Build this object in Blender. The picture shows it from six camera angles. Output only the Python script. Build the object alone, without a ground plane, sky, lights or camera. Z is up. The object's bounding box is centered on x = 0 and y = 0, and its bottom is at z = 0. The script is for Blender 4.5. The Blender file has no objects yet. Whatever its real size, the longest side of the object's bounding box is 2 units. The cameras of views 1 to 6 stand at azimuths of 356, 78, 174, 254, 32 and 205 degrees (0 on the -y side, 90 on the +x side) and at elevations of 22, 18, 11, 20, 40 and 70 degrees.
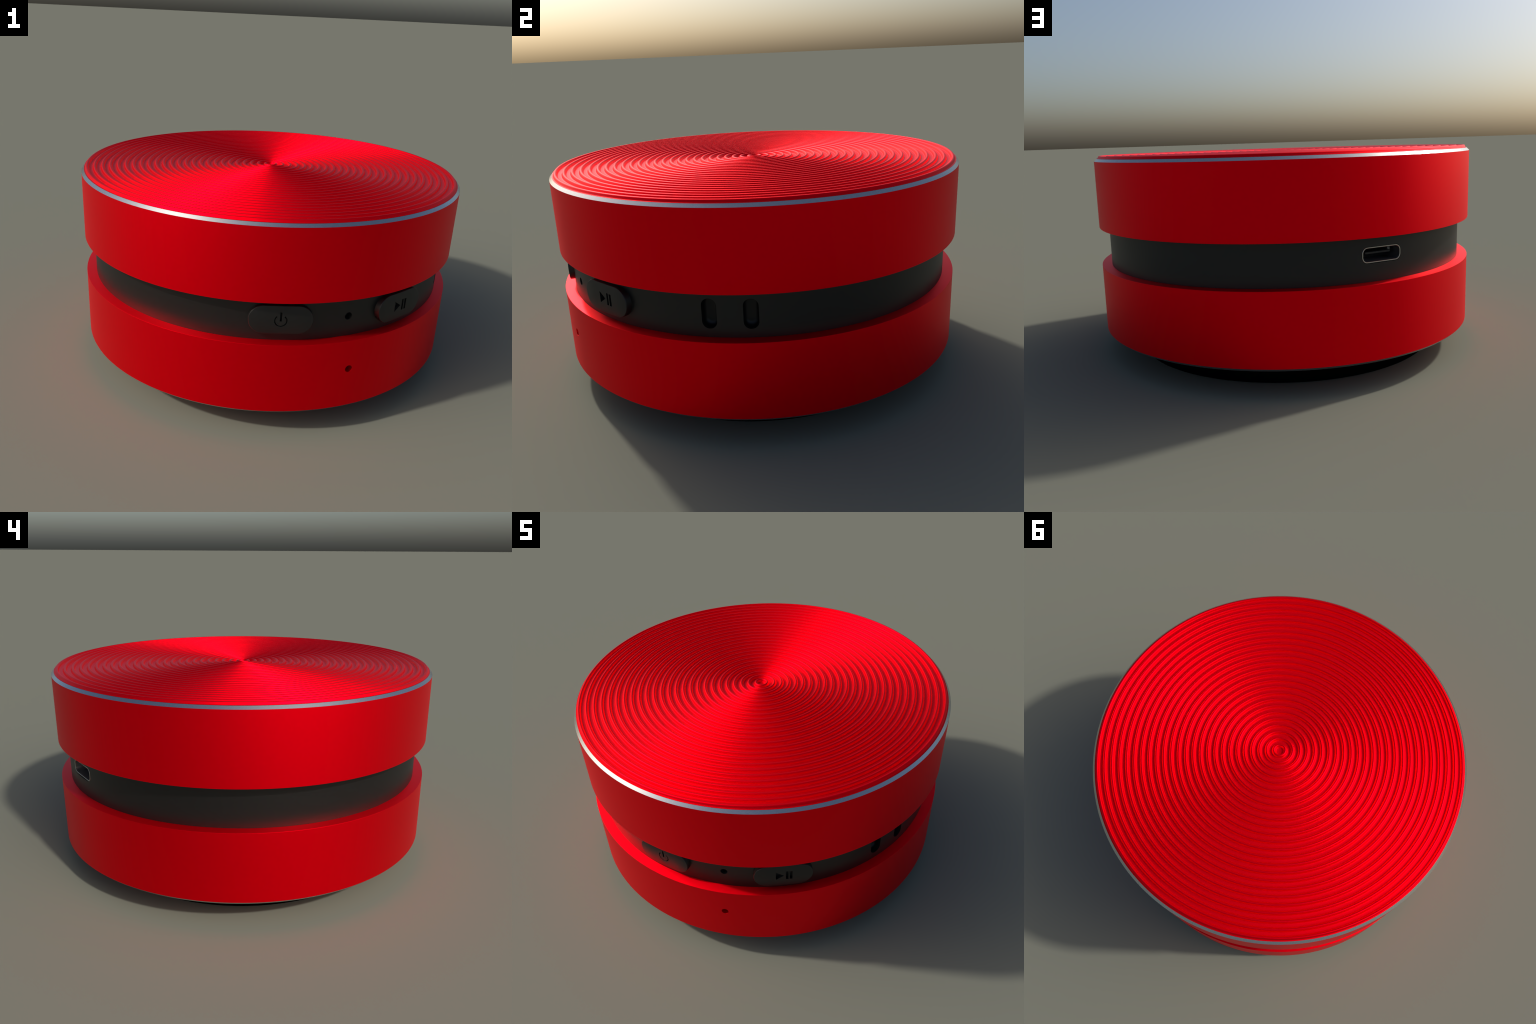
"""Round two-drum wireless speaker: two red metal drums with bright chamfers, a grooved
top plate, a recessed dark band with buttons, slots, a pin hole and a charging port,
standing on a black rubber foot."""
import bpy, bmesh, math
from mathutils import Vector, Matrix

SEG = 384                      # steps of every turned part

# ------------------------------------------------------------------ sizes (metres)
R_DRUM = 1.000
R_BAND = 0.950
Z_LOW_BOTTOM, Z_LOW_TOP = 0.1375, 0.4750
Z_UP_BOTTOM, Z_UP_TOP = 0.6746, 1.0115
CHAMFER = 0.0130               # bright bevel at the outer rims
Z_FLOOR = 1.0238               # valley floor of the grooved plate
RIDGE_H = 0.0144
RIDGES, RIDGE_FIRST, PITCH = 25, 0.0307, 0.0392
R_FOOT = 0.812
BUTTON_BULGE = 1 / 6.0         # the button faces are all but flat
BUTTON_Z = 0.5795
BUTTON_HALF_L, BUTTON_HALF_H = 0.1412, 0.0675


# ------------------------------------------------------------------ materials
def material(name, color, metallic, roughness, grain=0.0, grain_scale=60.0,
             bump=0.0, specular=0.5, coat=0.0):
    m = bpy.data.materials.new(name)
    m.use_nodes = True
    nt = m.node_tree
    bsdf = nt.nodes["Principled BSDF"]
    bsdf.inputs["Metallic"].default_value = metallic
    bsdf.inputs["Specular IOR Level"].default_value = specular
    coord = nt.nodes.new("ShaderNodeTexCoord")
    noise = nt.nodes.new("ShaderNodeTexNoise")
    noise.inputs["Scale"].default_value = grain_scale
    noise.inputs["Detail"].default_value = 3.0
    nt.links.new(coord.outputs["Object"], noise.inputs["Vector"])
    ramp = nt.nodes.new("ShaderNodeValToRGB")
    lo = [c * (1.0 - grain) for c in color]
    hi = [min(1.0, c * (1.0 + grain)) for c in color]
    ramp.color_ramp.elements[0].position = 0.3
    ramp.color_ramp.elements[1].position = 0.7
    ramp.color_ramp.elements[0].color = (*lo, 1)
    ramp.color_ramp.elements[1].color = (*hi, 1)
    nt.links.new(noise.outputs["Fac"], ramp.inputs["Fac"])
    nt.links.new(ramp.outputs["Color"], bsdf.inputs["Base Color"])
    rough = nt.nodes.new("ShaderNodeMapRange")
    rough.inputs["To Min"].default_value = roughness * 0.97
    rough.inputs["To Max"].default_value = roughness * 1.03
    nt.links.new(noise.outputs["Fac"], rough.inputs["Value"])
    nt.links.new(rough.outputs["Result"], bsdf.inputs["Roughness"])
    if bump > 0:
        b = nt.nodes.new("ShaderNodeBump")
        b.inputs["Strength"].default_value = bump
        b.inputs["Distance"].default_value = 0.001
        fine = nt.nodes.new("ShaderNodeTexNoise")
        fine.inputs["Scale"].default_value = 500.0
        nt.links.new(coord.outputs["Object"], fine.inputs["Vector"])
        nt.links.new(fine.outputs["Fac"], b.inputs["Height"])
        nt.links.new(b.outputs["Normal"], bsdf.inputs["Normal"])
    return m


RED = material("red_anodised_metal", (1.0, 0.0005, 0.010), 1.0, 0.505, 0.01)
RED_PLATE = material("red_grooved_metal", (1.0, 0.0005, 0.010), 1.0, 0.485, 0.01)
SILVER = material("polished_bevel_metal", (0.50, 0.50, 0.50), 1.0, 0.26, 0.01)
BLACK_BAND = material("black_satin_plastic", (0.003, 0.003, 0.0028), 0.0, 0.45, 0.03)
BUTTON_MAT = material("black_button_plastic", (0.0045, 0.0045, 0.0042), 0.0, 0.47, 0.03)
DARK_RED_INLAY = material("dark_red_inlay", (0.06, 0.001, 0.001), 0.0, 0.5)  # for the disc added at the bottom of the drum hole
SLOT = material("darkened_slot_black", (0.0025, 0.0025, 0.0025), 0.0, 0.48, specular=0.4)  # band black, made darker inside the slots
SIGN_SHADE = material("engraving_shade_black", (0.004, 0.004, 0.004), 0.0, 0.6)  # black standing in for the depth shade inside the engraved signs
HOLE = material("black_hole_lining", (0.004, 0.004, 0.004), 0.0, 0.6)
RUBBER = material("black_rubber", (0.002, 0.002, 0.002), 0.0, 0.9, specular=0.0)
PORT_METAL = material("brushed_port_metal", (0.50, 0.495, 0.46), 1.0, 0.35, 0.02)
PORT_DARK = material("dark_port_lining", (0.30, 0.30, 0.31), 0.9, 0.40)
TONGUE = material("black_tongue_plastic", (0.012, 0.012, 0.013), 0.0, 0.4)


# ------------------------------------------------------------------ helpers
def mesh_object(name, verts, faces, mat, parent):
    me = bpy.data.meshes.new(name)
    me.from_pydata([tuple(v) for v in verts], [], faces)
    bm = bmesh.new()
    bm.from_mesh(me)
    bmesh.ops.recalc_face_normals(bm, faces=bm.faces)
    bm.to_mesh(me)
    bm.free()
    me.materials.append(mat)
    ob = bpy.data.objects.new(name, me)
    bpy.context.scene.collection.objects.link(ob)
    ob.parent = parent
    return ob


def shade(ob, angle=30.0):
    """smooth shading that keeps edges sharper than the angle"""
    me = ob.data
    for p in me.polygons:
        p.use_smooth = True
    bm = bmesh.new()
    bm.from_mesh(me)
    lim = math.radians(angle)
    for e in bm.edges:
        e.smooth = not (len(e.link_faces) == 2 and e.calc_face_angle(0.0) > lim)
    bm.to_mesh(me)
    bm.free()


def revolve(name, profile, mat, parent, closed=True, seg=SEG):
    """turn (r, z) points round the z axis; r = 0 ends become a pole"""
    verts, rows, faces = [], [], []
    for r, z in profile:
        if r < 1e-6:
            rows.append([len(verts)] * seg)
            verts.append((0, 0, z))
        else:
            rows.append(list(range(len(verts), len(verts) + seg)))
            for i in range(seg):
                a = 2 * math.pi * i / seg
                verts.append((r * math.cos(a), r * math.sin(a), z))
    pairs = list(zip(rows, rows[1:]))
    if closed:
        pairs.append((rows[-1], rows[0]))
    for a, b in pairs:
        pole_a, pole_b = a[0] == a[1], b[0] == b[1]
        if pole_a and pole_b:
            continue
        for i in range(seg):
            j = (i + 1) % seg
            if pole_a:
                faces.append((a[0], b[j], b[i]))
            elif pole_b:
                faces.append((a[i], a[j], b[0]))
            else:
                faces.append((a[i], a[j], b[j], b[i]))
    ob = mesh_object(name, verts, faces, mat, parent)
    shade(ob)
    return ob


def frame_at(azimuth, dist, z):
    """local x runs along the rim, local y up, local z straight out of the wall"""
    a = math.radians(azimuth)
    out = Vector((math.sin(a), -math.cos(a), 0))
    side = Vector((math.cos(a), math.sin(a), 0))
    up = Vector((0, 0, 1))
    m = Matrix((side, up, out)).transposed().to_4x4()
    m.translation = out * dist + up * z
    return m


def rounded_outline(half_w, half_h, radius, n=14):
    """rounded rectangle; radius = half_h gives a stadium"""
    pts = []
    for cx, cy, a0 in ((half_w - radius, half_h - radius, 0), (-half_w + radius, half_h - radius, 90),
                       (-half_w + radius, -half_h + radius, 180), (half_w - radius, -half_h + radius, 270)):
        for i in range(n + 1):
            a = math.radians(a0 + 90.0 * i / n)
            p = (cx + radius * math.cos(a), cy + radius * math.sin(a))
            if not pts or math.dist(p, pts[-1]) > 1e-6:
                pts.append(p)
    if math.dist(pts[0], pts[-1]) < 1e-6:
        pts.pop()
    return pts


def circle_outline(radius, n=40):
    return [(radius * math.cos(2 * math.pi * i / n), radius * math.sin(2 * math.pi * i / n)) for i in range(n)]


def inset(outline, d):
    """move a convex counter-clockwise outline inwards by d"""
    n, out = len(outline), []
    for i in range(n):
        p0, p1, p2 = (Vector(outline[i - 1]), Vector(outline[i]), Vector(outline[(i + 1) % n]))
        t = ((p1 - p0).normalized() + (p2 - p1).normalized()).normalized()
        out.append((p1.x - t.y * d, p1.y + t.x * d))
    return out


def loft(name, sections, mat, parent, matrix, caps=(True, True)):
    """skin through (outline, depth) sections of equal point count"""
    verts, faces = [], []
    n = len(sections[0][0])
    for outline, z in sections:
        verts += [matrix @ Vector((x, y, z)) for x, y in outline]
    for k in range(len(sections) - 1):
        for i in range(n):
            j = (i + 1) % n
            faces.append((k * n + i, k * n + j, (k + 1) * n + j, (k + 1) * n + i))
    if caps[0]:
        faces.append(tuple(range(n))[::-1])
    if caps[1]:
        faces.append(tuple(range((len(sections) - 1) * n, len(sections) * n)))
    return mesh_object(name, verts, faces, mat, parent)


def cut(ob, cutters):
    for c in cutters:
        md = ob.modifiers.new("cut", "BOOLEAN")
        md.operation, md.solver, md.object = "DIFFERENCE", "EXACT", c
        md.material_mode = "TRANSFER"
    dg = bpy.context.evaluated_depsgraph_get()
    me = bpy.data.meshes.new_from_object(ob.evaluated_get(dg))
    ob.modifiers.clear()
    old = ob.data
    ob.data = me
    me.name = old.name
    bpy.data.meshes.remove(old)
    for c in cutters:
        bpy.data.objects.remove(c, do_unlink=True)
    shade(ob)


def radial_normals(ob, radius):
    """exact cylinder normals on the outer wall, so the cuts leave no shading trace"""
    me = ob.data
    normals = [None] * len(me.loops)
    corner = [c.vector.copy() for c in me.corner_normals]
    for p in me.polygons:
        c, n = p.center, p.normal
        on_wall = abs(math.hypot(c.x, c.y) - radius) < 0.0006 and abs(n.z) < 0.02 and \
            (n.x * c.x + n.y * c.y) > 0.98 * math.hypot(c.x, c.y)
        for li in p.loop_indices:
            if on_wall:
                v = me.vertices[me.loops[li].vertex_index].co
                normals[li] = Vector((v.x, v.y, 0)).normalized()
            else:
                normals[li] = corner[li]
    me.normals_split_custom_set(normals)


# ------------------------------------------------------------------ the thing
speaker = bpy.data.objects.new("wireless_speaker", None)
bpy.context.scene.collection.objects.link(speaker)
speaker["label"] = "round red metal speaker, two drums with dark button band"
speaker["category"] = "speaker"

# --- upper drum
E_B = 0.0010
upper = revolve("upper_drum", [
    (0.60, Z_UP_BOTTOM), (R_DRUM - E_B, Z_UP_BOTTOM), (R_DRUM - 0.3 * E_B, Z_UP_BOTTOM + 0.3 * E_B),
    (R_DRUM, Z_UP_BOTTOM + E_B), (R_DRUM, Z_UP_TOP), (R_DRUM - 0.010, Z_UP_TOP - 0.002),
    (0.60, Z_UP_TOP - 0.002)], RED, speaker)
radial_normals(upper, R_DRUM)

# --- bright bevel of the upper rim
revolve("trim_ring", [
    (R_DRUM, Z_UP_TOP + 0.0001), (R_DRUM - CHAMFER, Z_UP_TOP + CHAMFER),
    (R_DRUM - CHAMFER - 0.004, Z_UP_TOP + CHAMFER), (R_DRUM - CHAMFER - 0.004, Z_UP_TOP + 0.0001)],
    SILVER, upper)

# --- grooved top plate: narrow rounded ridges over flat valley floors
CREST_R, FOOT_R, FLANK = 0.0070, 0.0040, math.radians(68.0)


def ridge_half(n=7):
    """(offset from the crest, height) from the valley floor up to the crest:
    concave fillet, straight flank, convex crest"""
    fillet = [(FOOT_R * math.sin(FLANK * i / n), FOOT_R * (1 - math.cos(FLANK * i / n))) for i in range(n + 1)]
    crest = [(CREST_R * math.sin(FLANK * i / n), RIDGE_H - CREST_R * (1 - math.cos(FLANK * i / n)))
             for i in range(n, -1, -1)]
    run = (crest[0][1] - fillet[-1][1]) / math.tan(FLANK)
    foot = crest[0][0] + run + fillet[-1][0]
    return [(-(foot - x), h) for x, h in fillet] + [(-x, h) for x, h in crest]


RIDGE_HALF = ridge_half()
ridge_shape = RIDGE_HALF + [(-s, h) for s, h in reversed(RIDGE_HALF[:-1])]
plate = [(0.0, Z_FLOOR)]
for k in range(RIDGES):
    rc = RIDGE_FIRST + PITCH * k
    plate += [(rc + s, Z_FLOOR + h) for s, h in ridge_shape if Z_FLOOR + h > Z_UP_TOP + CHAMFER + 0.0016 or rc + s < 0.975]
R_PLATE = R_DRUM - CHAMFER - 0.0002
plate += [(0.9815, Z_UP_TOP + CHAMFER + 0.0013), (R_PLATE, Z_UP_TOP + CHAMFER + 0.0008),
          (R_PLATE - 0.0015, Z_UP_TOP + CHAMFER - 0.0012 + 0.0016),
          (R_PLATE - 0.006, Z_UP_TOP + CHAMFER + 0.0002), (0.97, Z_UP_TOP + 0.003), (0.0, Z_UP_TOP + 0.003)]
revolve("grooved_top_plate", plate, RED_PLATE, upper, closed=False)

# --- lower drum with its status light hole
lower = revolve("lower_drum", [
    (0.60, Z_LOW_BOTTOM + 0.002), (R_DRUM - 0.010, Z_LOW_BOTTOM + 0.002), (R_DRUM, Z_LOW_BOTTOM),
    (R_DRUM, Z_LOW_TOP - E_B), (R_DRUM - 0.3 * E_B, Z_LOW_TOP - 0.3 * E_B), (R_DRUM - E_B, Z_LOW_TOP),
    (0.60, Z_LOW_TOP)], RED, speaker)
light_frame = frame_at(19.0, R_DRUM, 0.331)
cutter = loft("cutter", [(circle_outline(0.0176), -0.034), (circle_outline(0.0176), 0.03)], RED, None, light_frame)
cut(lower, [cutter])
loft("light_hole_inlay", [(circle_outline(0.0172), -0.0345), (circle_outline(0.0172), -0.0310),
                      (circle_outline(0.0160), -0.0300)], DARK_RED_INLAY, lower, light_frame)  # added disc, its dark red darkens the floor of the hole
radial_normals(lower, R_DRUM)

revolve("trim_ring", [
    (R_DRUM, Z_LOW_BOTTOM - 0.0001), (R_DRUM - CHAMFER, Z_LOW_BOTTOM - CHAMFER),
    (R_DRUM - CHAMFER - 0.004, Z_LOW_BOTTOM - CHAMFER), (R_DRUM - CHAMFER - 0.004, Z_LOW_BOTTOM - 0.0001)],
    SILVER, lower)
revolve("base_plate", [(0.0, Z_LOW_BOTTOM - 0.0110), (R_PLATE - 0.0042, Z_LOW_BOTTOM - 0.0110),
                       (R_PLATE - 0.0042, Z_LOW_BOTTOM - 0.003), (0.0, Z_LOW_BOTTOM - 0.003)],
        RED, lower, closed=False)

# --- foot
# the foot widens upwards
foot_profile = [(0.0, 0.0), (R_FOOT - 0.003, 0.0), (R_FOOT, 0.003), (R_FOOT + 0.013, 0.032),
                (R_FOOT + 0.032, 0.072), (R_FOOT + 0.036, 0.090), (R_FOOT + 0.036, 0.1225), (0.0, 0.1225)]
revolve("rubber_foot", foot_profile, RUBBER, speaker, closed=False)

# --- dark band between the drums
band = revolve("middle_band", [
    (0.60, Z_LOW_TOP + 0.0005), (R_BAND, Z_LOW_TOP + 0.0005), (R_BAND, Z_UP_BOTTOM - 0.0005),
    (0.60, Z_UP_BOTTOM - 0.0005)], BLACK_BAND, speaker)

SLOT_Z, SLOT_HALF_W, SLOT_HALF_H = 0.5755, 0.0305, 0.0635
PORT_Z, PORT_AZ, PORT_HALF_W, PORT_HALF_H, PORT_RAD = 0.5925, -160.0, 0.1000, 0.0345, 0.0270
cutters = []
slot_outline = rounded_outline(SLOT_HALF_W, SLOT_HALF_H, SLOT_HALF_W * 0.98)
for az in (66.0, 76.0):
    cutters.append(loft("cutter", [
        (inset(slot_outline, 0.018 * (1 - math.cos(t))), -0.024 - 0.018 * math.sin(t))
        for t in (math.radians(a) for a in (90, 75, 60, 45, 30, 15, 0))] + [(slot_outline, 0.05)],
                        SLOT, None, frame_at(az, R_BAND, SLOT_Z)))
cutters.append(loft("cutter", [(circle_outline(0.0176), -0.035), (circle_outline(0.0176), 0.05)], HOLE, None,
                    frame_at(19.0, R_BAND, 0.5720)))
port_hole = rounded_outline(PORT_HALF_W + 0.002, PORT_HALF_H + 0.002, PORT_RAD + 0.002)
cutters.append(loft("cutter", [(port_hole, -0.16), (port_hole, 0.05)], HOLE, None,
                    frame_at(PORT_AZ, R_BAND, PORT_Z)))
cut(band, cutters)
radial_normals(band, R_BAND)

# --- charging port: bright oval shell, dark inside, contact tongue
pm = frame_at(PORT_AZ, 0.9455, PORT_Z)
shell_out = rounded_outline(PORT_HALF_W, PORT_HALF_H, PORT_RAD)
T = 0.0047
port = loft("charging_port", [(shell_out, -0.13), (shell_out, -0.0006), (inset(shell_out, 0.0006), 0.0),
                              (inset(shell_out, T - 0.0006), 0.0), (inset(shell_out, T), -0.0006),
                              (inset(shell_out, T), -0.008)],
            PORT_METAL, speaker, pm, caps=(True, False))
shade(port)
lining = loft("port_lining", [(inset(shell_out, T), -0.0081), (inset(shell_out, T), -0.110)],
              PORT_DARK, port, pm, caps=(False, False))
lining_back = inset(shell_out, T)
back = loft("port_back", [(lining_back, -0.112), (lining_back, -0.110)], HOLE, port, pm)
shade(lining)
tongue = [(x, y + 0.003) for x, y in rounded_outline(0.066, 0.0055, 0.0025, 5)]
tg = loft("contact_tongue", [(tongue, -0.1099), (tongue, -0.032), (inset(tongue, 0.002), -0.030)],
          TONGUE, port, pm)
shade(tg)
for cx in (-0.073, 0.073):                       # latch springs beside the tongue
    clip = [(x + cx, y + 0.010) for x, y in rounded_outline(0.0070, 0.0085, 0.002, 4)]
    shade(loft("latch_spring", [(clip, -0.1098), (clip, -0.052), (inset(clip, 0.0015), -0.050)],
               PORT_DARK, port, pm))


# --- buttons with engraved signs
def stadium(half_l, half_h, n_end=20, n_mid=12):
    """stadium outline, counter-clockwise from the right tip: the upper chain, then the lower
    chain, so that point i of one chain stands straight above point i of the other"""
    c = half_l - half_h
    top = [(c + half_h * math.cos(math.pi / 2 * i / n_end), half_h * math.sin(math.pi / 2 * i / n_end))
           for i in range(n_end + 1)]
    top += [(c - 2 * c * i / n_mid, half_h) for i in range(1, n_mid)]
    top += [(-x, y) for x, y in reversed(top[:n_end + 1])]
    return top + [(x, -y) for x, y in reversed(top[1:-1])]


def stadium_button(name, azimuth, z, dist, tilt):
    """stadium plug with a slightly bulging, slightly turned front"""
    m = frame_at(azimuth, dist, z)
    rows = [(0.0, -0.060), (0.0, -0.0035), (0.0005, -0.0018), (0.0017, -0.0005), (0.0035, 0.0)]
    verts, faces = [], []
    for d, depth in rows:
        o = stadium(BUTTON_HALF_L - d, BUTTON_HALF_H - d)
        verts += [m @ Vector((x, y, depth + tilt * x - BUTTON_BULGE * x * x)) for x, y in o]
    n = len(verts) // len(rows)
    for k in range(len(rows) - 1):
        for i in range(n):
            j = (i + 1) % n
            faces.append((k * n + i, k * n + j, (k + 1) * n + j, (k + 1) * n + i))
    for base in (0, (len(rows) - 1) * n):          # ladder-like caps
        for i in range(n // 2):
            quad = [base + i, base + i + 1, base + (n - i - 1) % n, base + (n - i) % n]
            faces.append(tuple(dict.fromkeys(quad)))
    ob = mesh_object(name, verts, faces, BUTTON_MAT, speaker)
    return ob, m


def prism(outline, z0, z1, m, mat, name="cutter", parent=None):
    return loft(name, [(outline, z0), (outline, z1)], mat, parent, m)


def arc_band(cx, cy, r0, r1, a0, a1, n=36):
    """open ring, counter-clockwise"""
    arc = [math.radians(a0 + (a1 - a0) * i / n) for i in range(n + 1)]
    return [(cx + r1 * math.cos(a), cy + r1 * math.sin(a)) for a in arc] + \
           [(cx + r0 * math.cos(a), cy + r0 * math.sin(a)) for a in reversed(arc)]


def box(x0, y0, x1, y1):
    return [(x0, y0), (x1, y0), (x1, y1), (x0, y1)]


DEPTH = 0.018
POWER_Z, PLAY_Z = BUTTON_Z + 0.001, BUTTON_Z - 0.0042
SIGN_Z = 0.5770                # height of the middle of the signs


def raised(outline, dz):
    return [(x, y + dz) for x, y in outline]


power_signs = [raised(o, SIGN_Z - POWER_Z) for o in (
    arc_band(0.0, 0.0, 0.0238, 0.0287, 90 + 40, 90 + 320), box(-0.0044, -0.0025, 0.0044, 0.0405))]
play_signs = [raised(o, SIGN_Z - 0.0015 - PLAY_Z) for o in (
    [(-0.0365, -0.0255), (0.0020, -0.0005), (-0.0365, 0.0255)],
    box(0.0112, -0.0270, 0.0228, 0.0270), box(0.0288, -0.0270, 0.0418, 0.0260))]
for name, az, z, dist, tilt, signs, sign_name in (
        ("power_button", 0.2, POWER_Z, 0.9670, 0.012, power_signs, "power_shade_inlay"),
        ("play_button", 36.0, PLAY_Z, 0.9710, 0.0, play_signs, "play_pause_shade_inlay")):
    button, m = stadium_button(name, az, z, dist, tilt)
    cut(button, [prism(s, -DEPTH, 0.02, m, SIGN_SHADE) for s in signs])
    inlays = [prism(s, -DEPTH - 0.002, -DEPTH + 0.001, m, SIGN_SHADE, sign_name, button) for s in signs]  # added black inlays paint the shade at the bottom of the engraving
